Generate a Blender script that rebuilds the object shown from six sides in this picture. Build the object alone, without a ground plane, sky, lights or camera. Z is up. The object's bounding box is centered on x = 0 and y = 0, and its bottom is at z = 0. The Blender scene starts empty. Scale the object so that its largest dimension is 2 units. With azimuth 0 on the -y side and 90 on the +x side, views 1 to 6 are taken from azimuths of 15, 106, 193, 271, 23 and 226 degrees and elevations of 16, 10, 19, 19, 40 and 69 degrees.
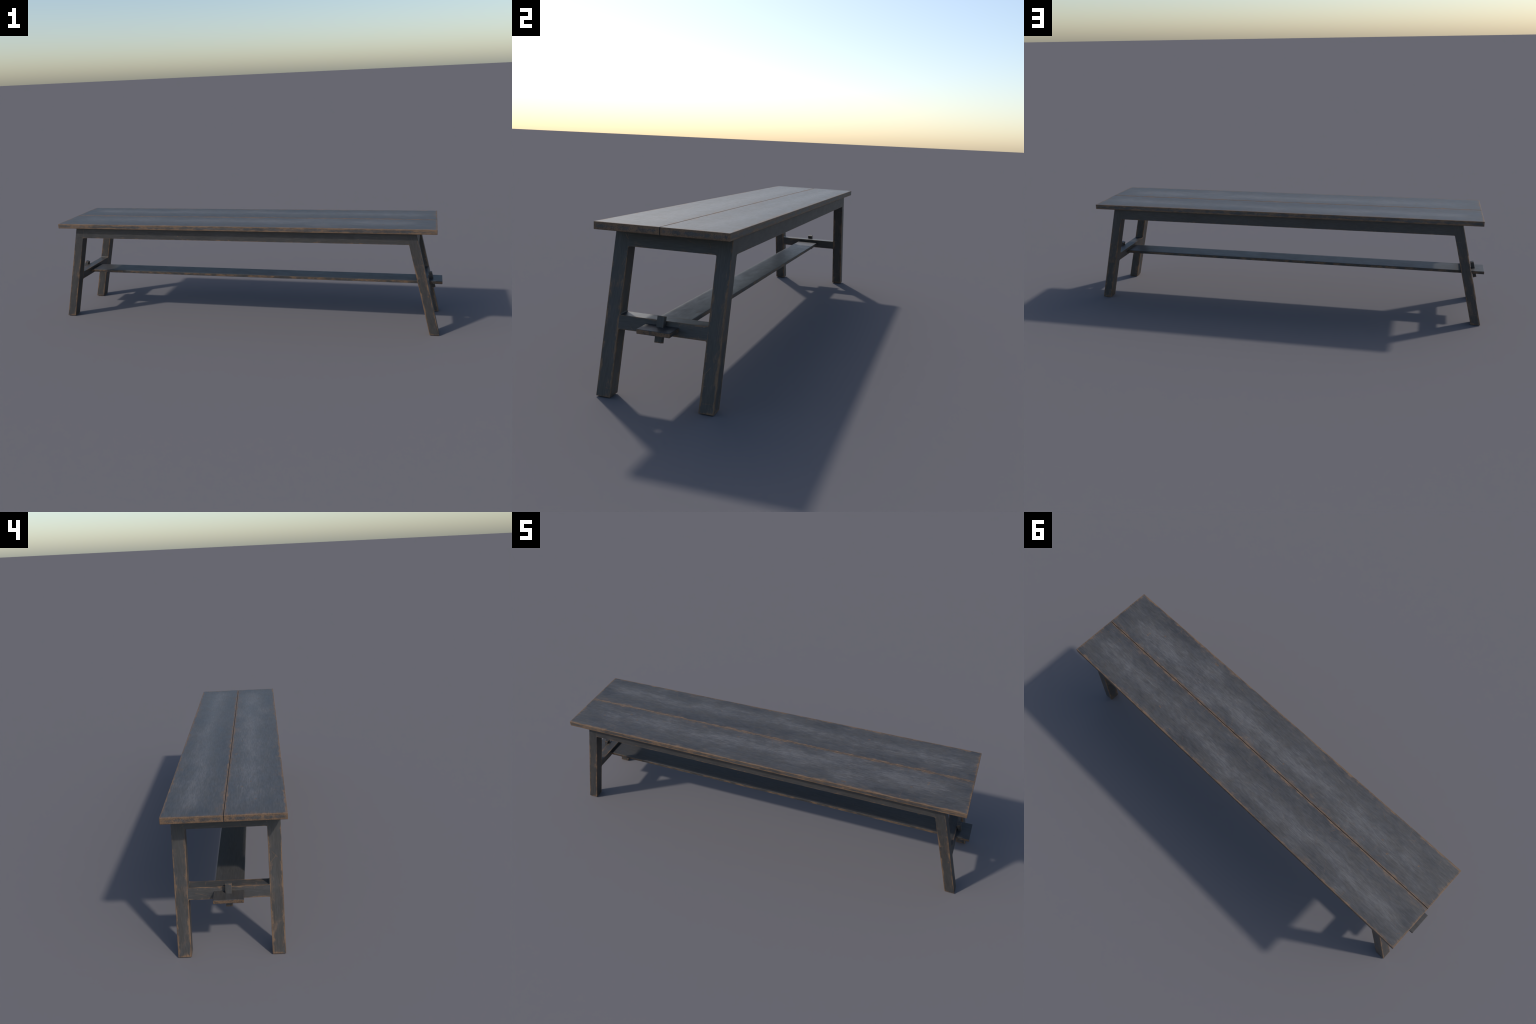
"""Rustic two-plank trestle bench: splayed square legs, aprons, end rails and a
through stretcher locked with wedge pegs.  Dark worn paint over brown wood."""
import bpy, bmesh, math, random
from mathutils import Vector, Matrix

random.seed(7)

# ------------------------------------------------------------------ sizes (m)
TOP_HALF_LENGTH = 0.9673
TOP_HALF_WIDTH = 0.2116
TOP_Z, TOP_UNDER = 0.5227, 0.4990
SEAM = 0.0014                       # gap between the two planks
LEG_FOOT_X = 0.9904                 # outer face of a leg at the floor
LEG_TOP_X = 0.8742                  # outer face of a leg under the top
LEG_Y_OUT, LEG_W, LEG_T = 0.1892, 0.0472, 0.0453
LEAN = (LEG_FOOT_X - LEG_TOP_X) / TOP_UNDER
APRON_Z = 0.4434
RAIL_LOW, RAIL_HIGH = 0.2003, 0.2418
STRETCHER_HALF_LENGTH = 1.0
STRETCHER_HALF_WIDTH = 0.0524
STRETCHER_LOW, STRETCHER_HIGH = 0.2129, 0.2274
EDGE = 0.0014                       # rounding of edges
FILLET = 0.0040                     # small inner corner where rails meet legs


# ------------------------------------------------------------------ materials
class Nodes:
    """Thin helper for writing node trees as expressions."""

    def __init__(self, tree):
        self.t = tree

    def new(self, kind, **props):
        n = self.t.nodes.new(kind)
        for k, v in props.items():
            setattr(n, k, v)
        return n

    def put(self, socket, value):
        if isinstance(value, bpy.types.NodeSocket):
            self.t.links.new(value, socket)
        else:
            socket.default_value = value

    def math(self, op, a, b=0.0, c=0.0, clamp=False):
        n = self.new("ShaderNodeMath", operation=op, use_clamp=clamp)
        for s, v in zip(n.inputs, (a, b, c)):
            self.put(s, v)
        return n.outputs[0]

    def vec(self, op, a, b=(0, 0, 0)):
        n = self.new("ShaderNodeVectorMath", operation=op)
        self.put(n.inputs[0], a)
        self.put(n.inputs[1], b)
        return n.outputs["Value"] if op in ("DOT_PRODUCT", "LENGTH") else n.outputs["Vector"]

    def noise(self, vector, w, scale=1.0, detail=3.0, rough=0.55, distort=0.0):
        n = self.new("ShaderNodeTexNoise", noise_dimensions="4D")
        self.put(n.inputs["Vector"], vector)
        self.put(n.inputs["W"], w)
        n.inputs["Scale"].default_value = scale
        n.inputs["Detail"].default_value = detail
        n.inputs["Roughness"].default_value = rough
        n.inputs["Distortion"].default_value = distort
        return n.outputs["Fac"]

    def smooth(self, x, lo, hi, to_lo=0.0, to_hi=1.0):
        n = self.new("ShaderNodeMapRange", interpolation_type="SMOOTHSTEP")
        self.put(n.inputs[0], x)
        for s, v in zip(n.inputs[1:5], (lo, hi, to_lo, to_hi)):
            s.default_value = v
        return n.outputs[0]

    def mix(self, f, a, b, kind="MIX"):
        n = self.new("ShaderNodeMix", data_type="RGBA", blend_type=kind)
        self.put(n.inputs[0], f)
        self.put(n.inputs[6], a if isinstance(a, bpy.types.NodeSocket) else (*a, 1))
        self.put(n.inputs[7], b if isinstance(b, bpy.types.NodeSocket) else (*b, 1))
        return n.outputs[2]


PAINT_BLUE = (0.0680, 0.0655, 0.0650)
PAINT_OLIVE = (0.0690, 0.0640, 0.0590)
PAINT_DARK = (0.0390, 0.0385, 0.0395)
PAINT_DUST = (0.158, 0.150, 0.146)
WOOD = (0.198, 0.117, 0.064)
WOOD_DARK = (0.110, 0.064, 0.034)


def worn_paint(name, axes, low, high, wear=0.005, wear_gain=0.78, dust=0.35, band=None,
               scratches=0.5, seed=0.0, along_wear=None, depth=1.0, side_gain=0.0, halo=0.5, joint=0, end_gain=0.0, rim=0.0):
    """Dark paint brushed over wood and rubbed through at the edges of a box.

    axes: three linear forms of the object coordinates: along the grain, across, through
    low, high: the box whose edges are rubbed, in those axes; an edge that is
               buried in a joint lies outside the real piece and so stays painted
    """
    m = bpy.data.materials.new(name)
    m.use_nodes = True
    t = m.node_tree
    t.nodes.clear()
    N = Nodes(t)
    P = N.new("ShaderNodeTexCoord").outputs["Object"]
    rnd = N.new("ShaderNodeObjectInfo").outputs["Random"]
    w = N.math("MULTIPLY_ADD", rnd, 40.0, seed)
    comb = N.new("ShaderNodeCombineXYZ")
    L = [N.vec("DOT_PRODUCT", P, a) for a in axes]
    for s, v in zip(comb.inputs, L):
        N.put(s, v)
    V = comb.outputs[0]

    def stretched(a, b):
        return N.vec("MULTIPLY", V, (a, b, b))

    # distance to the nearest edge of the box = middle one of the three face distances
    q = []
    for v, lo, hi in zip(L, low, high):
        c, h = (lo + hi) / 2, (hi - lo) / 2
        q.append(N.math("SUBTRACT", h, N.math("ABSOLUTE", N.math("SUBTRACT", v, c))))
    a, b, c = q
    mid = N.math("MAXIMUM", N.math("MINIMUM", a, b), N.math("MINIMUM", N.math("MAXIMUM", a, b), c))
    mid = N.math("MAXIMUM", mid, 0.0)

    clouds = N.noise(stretched(4.0, 11.5), w, 1.0, 7.0, 0.66, 0.35)
    blotch = N.noise(stretched(22.0, 40.0), w, 1.0, 6.0, 0.66, 0.3)
    grain = N.noise(stretched(28.0, 280.0), w, 1.0, 4.0, 0.65, 0.3)
    fine = N.noise(stretched(70.0, 420.0), w, 1.0, 2.0, 0.5)
    hue = N.noise(stretched(16.0, 42.0), N.math("ADD", w, 9.0), 1.0, 4.0, 0.65)

    colour = N.mix(N.smooth(hue, 0.40, 0.60), PAINT_BLUE, PAINT_OLIVE)
    # dusty, rubbed paint in clouds; darker and untouched elsewhere
    d = N.math("MULTIPLY_ADD", N.math("SUBTRACT", clouds, 0.5), 2.3, 0.5)
    d = N.math("MULTIPLY_ADD", N.math("SUBTRACT", blotch, 0.5), 1.1, d)
    if band is not None:
        centre, width = band
        g = N.math("DIVIDE", N.math("SUBTRACT", L[1], centre), width)
        g = N.math("POWER", 2.718, N.math("MULTIPLY", N.math("MULTIPLY", g, g), -1.0))
        endq = N.smooth(N.math("MULTIPLY_ADD", N.math("SUBTRACT", clouds, 0.5), 0.2, q[0]), 0.0, 0.16)
        d = N.math("ADD", d, N.math("MULTIPLY_ADD", N.math("MULTIPLY", g, endq), 0.62, -0.33))
    d = N.math("MULTIPLY_ADD", N.math("SUBTRACT", grain, 0.5), 0.6, d)
    # pale scuffs rubbed along the board, a little off the grain
    scuff = None
    for k, angle in enumerate((0.20, -0.14, 0.05)):
        ro = N.new("ShaderNodeVectorRotate", rotation_type="AXIS_ANGLE")
        N.put(ro.inputs["Vector"], V)
        ro.inputs["Axis"].default_value = (0, 0, 1)
        ro.inputs["Angle"].default_value = angle
        sc = N.noise(N.vec("MULTIPLY", ro.outputs[0], (11.0, 240.0, 240.0)), N.math("ADD", w, 13.0 + k), 1.0, 3.0, 0.6)
        sc = N.smooth(sc, 0.55, 0.74)
        scuff = sc if scuff is None else N.math("MAXIMUM", scuff, sc)
    d = N.math("MULTIPLY_ADD", scuff, N.smooth(d, 0.2, 0.9, 0.08, 0.34), d)
    dusty = N.smooth(d, 0.30, 1.25)
    dark = N.smooth(d, 0.42, -0.25)
    colour = N.mix(N.math("MULTIPLY", dark, 0.75), colour, PAINT_DARK)
    colour = N.mix(N.math("MULTIPLY", dusty, dust), colour, PAINT_DUST)
    # streaks and pores of the grain
    streak = N.smooth(grain, 0.30, 0.70, 0.89 * depth, 1.21 * depth)
    g2 = N.new("ShaderNodeCombineXYZ")
    for s, warm in zip(g2.inputs, (1.0, 1.0, 1.0) if depth == 1.0 else (1.01, 0.99, 0.965)):
        N.put(s, N.math("MULTIPLY", streak, warm))
    colour = N.mix(1.0, colour, g2.outputs[0], "MULTIPLY")
    pore = N.smooth(fine, 0.66, 0.74)
    colour = N.mix(N.math("MULTIPLY", pore, 0.55), colour, (0.02, 0.02, 0.022))

    # bare wood at the edges
    e = N.math("POWER", 2.718, N.math("DIVIDE", mid, -wear))
    rag = N.math("MULTIPLY_ADD", N.math("SUBTRACT", blotch, 0.5), 1.7,
                 N.math("MULTIPLY", N.math("SUBTRACT", grain, 0.5), 0.55))
    rag = N.math("MULTIPLY_ADD", N.math("SUBTRACT", fine, 0.5), 0.65, rag)
    if along_wear is not None:           # rubbed less towards a sheltered end
        x0, x1, least = along_wear
        gain = N.smooth(L[0], x0, x1, wear_gain, least)
    else:
        gain = wear_gain
    if side_gain:                        # the narrow sides are rubbed all over
        rag = N.math("MULTIPLY_ADD", N.smooth(q[2], 0.0008, 0.003), side_gain, rag)
    if end_gain:
        rag = N.math("MULTIPLY_ADD", N.math("LESS_THAN", q[0], 0.0006), end_gain, rag)
    rag = N.math("MULTIPLY_ADD", N.math("POWER", 2.718, N.math("DIVIDE", mid, -0.0022)), rim, rag)  # thin wear line; also paints in the bright line of the lit bevel
    s = N.math("MULTIPLY_ADD", e, gain, rag)
    worn = N.smooth(s, 0.38, 0.72)
    # soft smudges where the paint has thinned further in from the edge
    e2 = N.math("POWER", 2.718, N.math("DIVIDE", mid, -2.6 * wear))
    rag2 = N.math("MULTIPLY_ADD", N.math("SUBTRACT", N.noise(stretched(11.0, 26.0), N.math("ADD", w, 2.0), 1.0, 6.0, 0.7, 0.4), 0.5), 2.4, rag)
    soft = N.smooth(N.math("MULTIPLY_ADD", e2, gain, rag2), 0.45, 1.15)
    worn = N.math("MAXIMUM", worn, N.math("MULTIPLY", soft, halo))
    if joint:                            # the plank side inside the seam keeps its paint
        buried = N.smooth(N.math("MULTIPLY", L[1], joint), high[1] - 0.0011, high[1] - 0.0003)
        worn = N.math("MULTIPLY", worn, N.math("SUBTRACT", 1.0, buried))
    # thin random scratches and chips down to the wood
    marks = None
    for k, (size, thin, keep) in enumerate(((9.0, 0.010, 0.50), (15.0, 0.014, 0.42))):
        vo = N.new("ShaderNodeTexVoronoi", voronoi_dimensions="4D", feature="F1")
        N.put(vo.inputs["Vector"], V)
        N.put(vo.inputs["W"], N.math("ADD", N.math("MULTIPLY", rnd, 3.0), 0.37 * k + seed))
        vo.inputs["Scale"].default_value = size
        col = N.new("ShaderNodeSeparateColor")
        N.put(col.inputs[0], vo.outputs["Color"])
        dv = N.vec("SUBTRACT", V, vo.outputs["Position"])
        rot = N.new("ShaderNodeVectorRotate", rotation_type="AXIS_ANGLE")
        N.put(rot.inputs["Vector"], dv)
        rot.inputs["Axis"].default_value = (0, 0, 1)
        N.put(rot.inputs["Angle"], N.math("MULTIPLY", col.outputs[0], 6.283))
        sep = N.new("ShaderNodeSeparateXYZ")
        N.put(sep.inputs[0], rot.outputs[0])
        wob = N.math("MULTIPLY", N.math("SUBTRACT", blotch, 0.5), 0.012)
        line = N.smooth(N.math("ABSOLUTE", N.math("ADD", sep.outputs[1], wob)), 0.0012, 0.0003)
        reach = N.math("MULTIPLY_ADD", col.outputs[1], 0.022, 0.006)
        inside = N.math("LESS_THAN", N.math("ABSOLUTE", sep.outputs[0]), reach)
        kept = N.math("LESS_THAN", col.outputs[2], keep)
        mk = N.math("MULTIPLY", N.math("MULTIPLY", line, inside), kept)
        marks = mk if marks is None else N.math("MAXIMUM", marks, mk)
    near = N.smooth(mid, 0.012, 0.06, 1.0, 0.45)
    marks = N.math("MULTIPLY", N.math("MULTIPLY", marks, near), scratches)
    marks = N.math("MULTIPLY", marks, N.smooth(fine, 0.35, 0.55, 0.5, 1.0))
    chips = N.math("MULTIPLY", N.smooth(N.noise(stretched(34.0, 48.0), N.math("ADD", w, 4.0), 1.0, 2.0, 0.5), 0.715, 0.745), 0.75)
    worn = N.math("MAXIMUM", worn, N.math("MAXIMUM", marks, chips))
    wood = N.mix(N.smooth(N.math("ADD", N.math("MULTIPLY", grain, 0.5), N.math("MULTIPLY", blotch, 0.5)), 0.40, 0.60), WOOD_DARK, WOOD)
    colour = N.mix(N.math("MULTIPLY", worn, 0.86), colour, wood)

    rough = N.math("MULTIPLY_ADD", worn, 0.12, N.math("MULTIPLY_ADD", N.math("SUBTRACT", blotch, 0.5), 0.30, N.math("MULTIPLY_ADD", N.math("SUBTRACT", clouds, 0.5), 0.25, 0.50)))
    height = N.math("MULTIPLY_ADD", grain, 0.6, N.math("MULTIPLY", fine, 0.4))
    height = N.math("MULTIPLY_ADD", worn, -0.5, height)
    bump = N.new("ShaderNodeBump")
    bump.inputs["Strength"].default_value = 0.25
    bump.inputs["Distance"].default_value = 0.0008
    N.put(bump.inputs["Height"], height)

    bsdf = N.new("ShaderNodeBsdfPrincipled")
    N.put(bsdf.inputs["Base Color"], colour)
    N.put(bsdf.inputs["Roughness"], rough)
    N.put(bsdf.inputs["Normal"], bump.outputs[0])
    bsdf.inputs["Specular IOR Level"].default_value = 0.5
    out = N.new("ShaderNodeOutputMaterial")
    t.links.new(bsdf.outputs[0], out.inputs[0])
    return m


# ------------------------------------------------------------------ geometry
def finish(bm, name, material, bevel=EDGE, segments=3, keep_sharp=None):
    """Round the edges of a prism, shade it smooth by angle and make a mesh."""
    bmesh.ops.recalc_face_normals(bm, faces=bm.faces)
    edges = [e for e in bm.edges if len(e.link_faces) == 2 and e.calc_face_angle(0) > math.radians(40)
             and not (keep_sharp and keep_sharp(e))]
    bmesh.ops.bevel(bm, geom=edges, offset=bevel, segments=segments, profile=0.5, affect="EDGES", clamp_overlap=True)
    mesh = bpy.data.meshes.new(name)
    bm.to_mesh(mesh)
    bm.free()
    for p in mesh.polygons:
        p.use_smooth = True
    mesh.set_sharp_from_angle(angle=math.radians(35))
    mesh.materials.append(material)
    return mesh


def prism(outline, near, far, place):
    """Extrude a closed outline between two depths; place(a, b, depth) -> xyz."""
    bm = bmesh.new()
    rings = [[bm.verts.new(place(a, b, d)) for a, b in outline] for d in (near, far)]
    n = len(outline)
    bm.faces.new(rings[0])
    bm.faces.new(rings[1][::-1])
    for i in range(n):
        j = (i + 1) % n
        bm.faces.new((rings[0][i], rings[0][j], rings[1][j], rings[1][i]))
    return bm


def flare(x_end, y_edge, sign_x, sign_y, r=FILLET, steps=4):
    """Points of a fillet from a rail edge out to the face of the leg.
    x_end: leg face, y_edge: rail edge; runs from the rail towards the leg."""
    pts = []
    for i in range(steps + 1):
        a = math.pi / 2 * i / steps
        pts.append((x_end - sign_x * r * (1 - math.sin(a)), y_edge + sign_y * r * (1 - math.cos(a))))
    return pts


bench = bpy.data.objects.new("trestle_bench", None)
bench.empty_display_size = 0.2
bpy.context.scene.collection.objects.link(bench)
bench["label"] = "long narrow trestle bench of worn dark painted wood"
bench["category"] = "bench"


def add(name, mesh, location=(0, 0, 0), turn=0.0, parent=bench):
    o = bpy.data.objects.new(name, mesh)
    bpy.context.scene.collection.objects.link(o)
    o.location = location
    o.rotation_euler = (0, 0, turn)
    o.parent = parent
    flat = o.modifiers.new("even_faces", "WEIGHTED_NORMAL")   # keeps the broad faces flat beside rounded edges
    flat.weight = 100
    flat.keep_sharp = True
    return o


X, Y, Z = (1, 0, 0), (0, 1, 0), (0, 0, 1)

# --- the two planks of the top
plank_width = TOP_HALF_WIDTH - SEAM / 2
half = (TOP_HALF_LENGTH, plank_width / 2, (TOP_Z - TOP_UNDER) / 2)


def plank_mesh(name, material):
    bm = bmesh.new()
    bmesh.ops.create_cube(bm, size=1)
    for v in bm.verts:
        v.co = Vector((v.co.x * 2 * half[0], v.co.y * 2 * half[1], v.co.z * 2 * half[2]))
    return finish(bm, name, material, bevel=0.0019)


for side, band, seed in ((-1, (0.022, 0.062), 3.0), (1, (0.010, 0.045), 11.0)):
    mat = worn_paint("worn_paint_plank", (X, Y, Z), tuple(-h for h in half), half,
                     wear=0.0092, wear_gain=0.88, rim=0.52, side_gain=0.10, end_gain=0.06, joint=-side, dust=0.55, band=band, scratches=0.75, seed=seed)
    add("top_plank", plank_mesh("top_plank", mat),
        (0, side * (SEAM / 2 + plank_width / 2), (TOP_Z + TOP_UNDER) / 2))

# --- legs: sheared square posts; one mesh, turned half round for the other end
LEG_UP = TOP_UNDER + 0.0012            # stands a hair into the plank
slant = (1.0, 0.0, LEAN)               # straightens the lean: constant across the leg
leg_mat = worn_paint("worn_paint_leg", (Z, Y, slant),
                     (0.0, -LEG_W / 2, -LEG_T), (0.80, LEG_W / 2, 0.0),
                     wear=0.0084, wear_gain=0.84, rim=0.20, halo=0.55, dust=0.22, scratches=0.8, seed=21.0, depth=0.65,
                     along_wear=(0.30, 0.47, 0.34))


def leg_mesh():
    outline = [(0, -LEG_W / 2), (0, LEG_W / 2), (-LEG_T, LEG_W / 2), (-LEG_T, -LEG_W / 2)]
    bm = prism(outline, 0.0, LEG_UP, lambda a, b, z: (a - LEAN * z, b, z))
    return finish(bm, "leg", leg_mat, keep_sharp=lambda e: all(v.co.z > LEG_UP - 1e-5 for v in e.verts))


leg = leg_mesh()
leg_y = LEG_Y_OUT - LEG_W / 2
for sx in (1, -1):
    for sy in (-1, 1):
        add("leg", leg, (sx * LEG_FOOT_X, sy * leg_y, 0), 0.0 if sx > 0 else math.pi)

# --- end frames: apron under the top and rail lower down, both lean with the legs
inner = LEG_Y_OUT - LEG_W              # inner side of the legs
butt = inner + EDGE                    # the pieces run over the rounded corner of the leg


def leaning(a, b, d):
    return (-LEAN * b + d, a, b)


def end_apron_mesh():
    low, high = APRON_Z, LEG_UP
    o = [(-butt, high), (-butt, low - FILLET)]
    o += [(-x, y) for x, y in flare(inner, low, 1, -1)][::-1]
    o += flare(inner, low, 1, -1)
    o += [(butt, low - FILLET), (butt, high)]
    mat = worn_paint("worn_paint_end_apron", (Y, Z, slant), (-0.4, APRON_Z, -LEG_T), (0.4, 0.8, 0.0),
                     wear=0.0036, wear_gain=0.62, depth=0.65, dust=0.18, scratches=0.5, seed=33.0)
    bm = prism(o, -LEG_T, 0.0, leaning)
    return finish(bm, "end_apron", mat, bevel=0.0012,
                  keep_sharp=lambda e: all(abs(v.co.y) > inner - FILLET - 1e-4 for v in e.verts) or all(v.co.z > LEG_UP - 1e-4 for v in e.verts))


def rail_mesh():
    low, high = RAIL_LOW, RAIL_HIGH
    up, down = flare(inner, high, 1, 1), flare(inner, low, 1, -1)
    o = [(-butt, low - FILLET)] + [(-x, y) for x, y in down][::-1] + down + [(butt, low - FILLET), (butt, high + FILLET)]
    o += up[::-1] + [(-x, y) for x, y in up] + [(-butt, high + FILLET)]
    mat = worn_paint("worn_paint_rail", (Y, Z, slant), (-0.4, RAIL_LOW, -LEG_T), (0.4, RAIL_HIGH, 0.0),
                     wear=0.0055, wear_gain=0.76, depth=0.65, dust=0.24, scratches=0.6, seed=45.0)
    bm = prism(o, -LEG_T, 0.0, leaning)
    return finish(bm, "end_rail", mat, bevel=0.0012,
                  keep_sharp=lambda e: all(abs(v.co.y) > inner - FILLET - 1e-4 for v in e.verts))


for piece, mesh in (("end_apron", end_apron_mesh()), ("end_rail", rail_mesh())):
    for sx in (1, -1):
        add(piece, mesh, (sx * LEG_FOOT_X, 0, 0), 0.0 if sx > 0 else math.pi)


# --- long aprons between the leaning legs
def long_apron_mesh():
    low, high = APRON_Z, LEG_UP

    def end(z):
        return LEG_FOOT_X - LEG_T - LEAN * z

    f = [(x - LEAN * (y - low), y) for x, y in flare(end(low), low, 1, -1)]
    o = [(-end(high) - EDGE, high), (-end(low - FILLET) - EDGE, low - FILLET)]
    o += [(-x, y) for x, y in f][::-1] + f
    o += [(end(low - FILLET) + EDGE, low - FILLET), (end(high) + EDGE, high)]
    depth = LEG_W
    mat = worn_paint("worn_paint_long_apron", (X, Z, Y), (-2, APRON_Z, -depth), (2, 0.8, 0.0),
                     wear=0.0044, wear_gain=0.70, depth=0.69, dust=0.18, scratches=0.35, seed=57.0)
    bm = prism(o, 0.0, -depth, lambda a, b, d: (a, d, b))
    limit = end(low) - FILLET - 1e-4
    return finish(bm, "long_apron", mat, bevel=0.0012,
                  keep_sharp=lambda e: all(abs(v.co.x) > limit for v in e.verts) or all(v.co.z > LEG_UP - 1e-4 for v in e.verts))


apron = long_apron_mesh()
for sy in (1, -1):
    add("long_apron", apron, (0, sy * LEG_Y_OUT, 0), 0.0 if sy > 0 else math.pi)

# --- stretcher board through both rails
sh = (STRETCHER_HALF_LENGTH, STRETCHER_HALF_WIDTH, (STRETCHER_HIGH - STRETCHER_LOW) / 2)
stretcher_mat = worn_paint("worn_paint_stretcher", (X, Y, Z), tuple(-h for h in sh), sh,
                           wear=0.0030, wear_gain=0.26, side_gain=0.48, end_gain=0.22, halo=0.25, depth=0.65, dust=0.20, scratches=0.4, seed=69.0)
bm = bmesh.new()
bmesh.ops.create_cube(bm, size=1)
for v in bm.verts:
    v.co = Vector((v.co.x * 2 * sh[0], v.co.y * 2 * sh[1], v.co.z * 2 * sh[2]))
add("stretcher", finish(bm, "stretcher", stretcher_mat, bevel=0.0016), (0, 0, (STRETCHER_HIGH + STRETCHER_LOW) / 2))

# --- wedge pegs through the stretcher ends, tight against the rails, cut square to their lean
PEG_HALF = 0.0114
peg_lean = LEAN + 0.0134
peg_near, peg_far = 0.0026, 0.0200
peg_slant = (1.0, 0.0, peg_lean)
peg_mat = worn_paint("worn_paint_peg", ((-0.27, 0, 1.0), Y, peg_slant),
                     (-0.0436, -PEG_HALF, peg_near), (0.0330, PEG_HALF, peg_far),
                     wear=0.0022, wear_gain=0.50, rim=0.22, depth=0.65, dust=0.18, scratches=0.2, seed=81.0)
for sx, peg_low, peg_high in ((1, 0.1834, 0.2600), (-1, 0.1830, 0.2606)):
    peg_z = (peg_low + peg_high) / 2
    bm = prism([(peg_near, -PEG_HALF), (peg_far, -PEG_HALF), (peg_far, PEG_HALF), (peg_near, PEG_HALF)],
               peg_low - peg_z, peg_high - peg_z, lambda a, b, z: (a - peg_lean * (z + 0.27 * (a - peg_far)), b, z + 0.27 * (a - peg_far)))
    add("wedge_peg", finish(bm, "wedge_peg", peg_mat, bevel=0.0012),
        (sx * (LEG_FOOT_X - LEAN * peg_z), 0, peg_z), 0.0 if sx > 0 else math.pi)
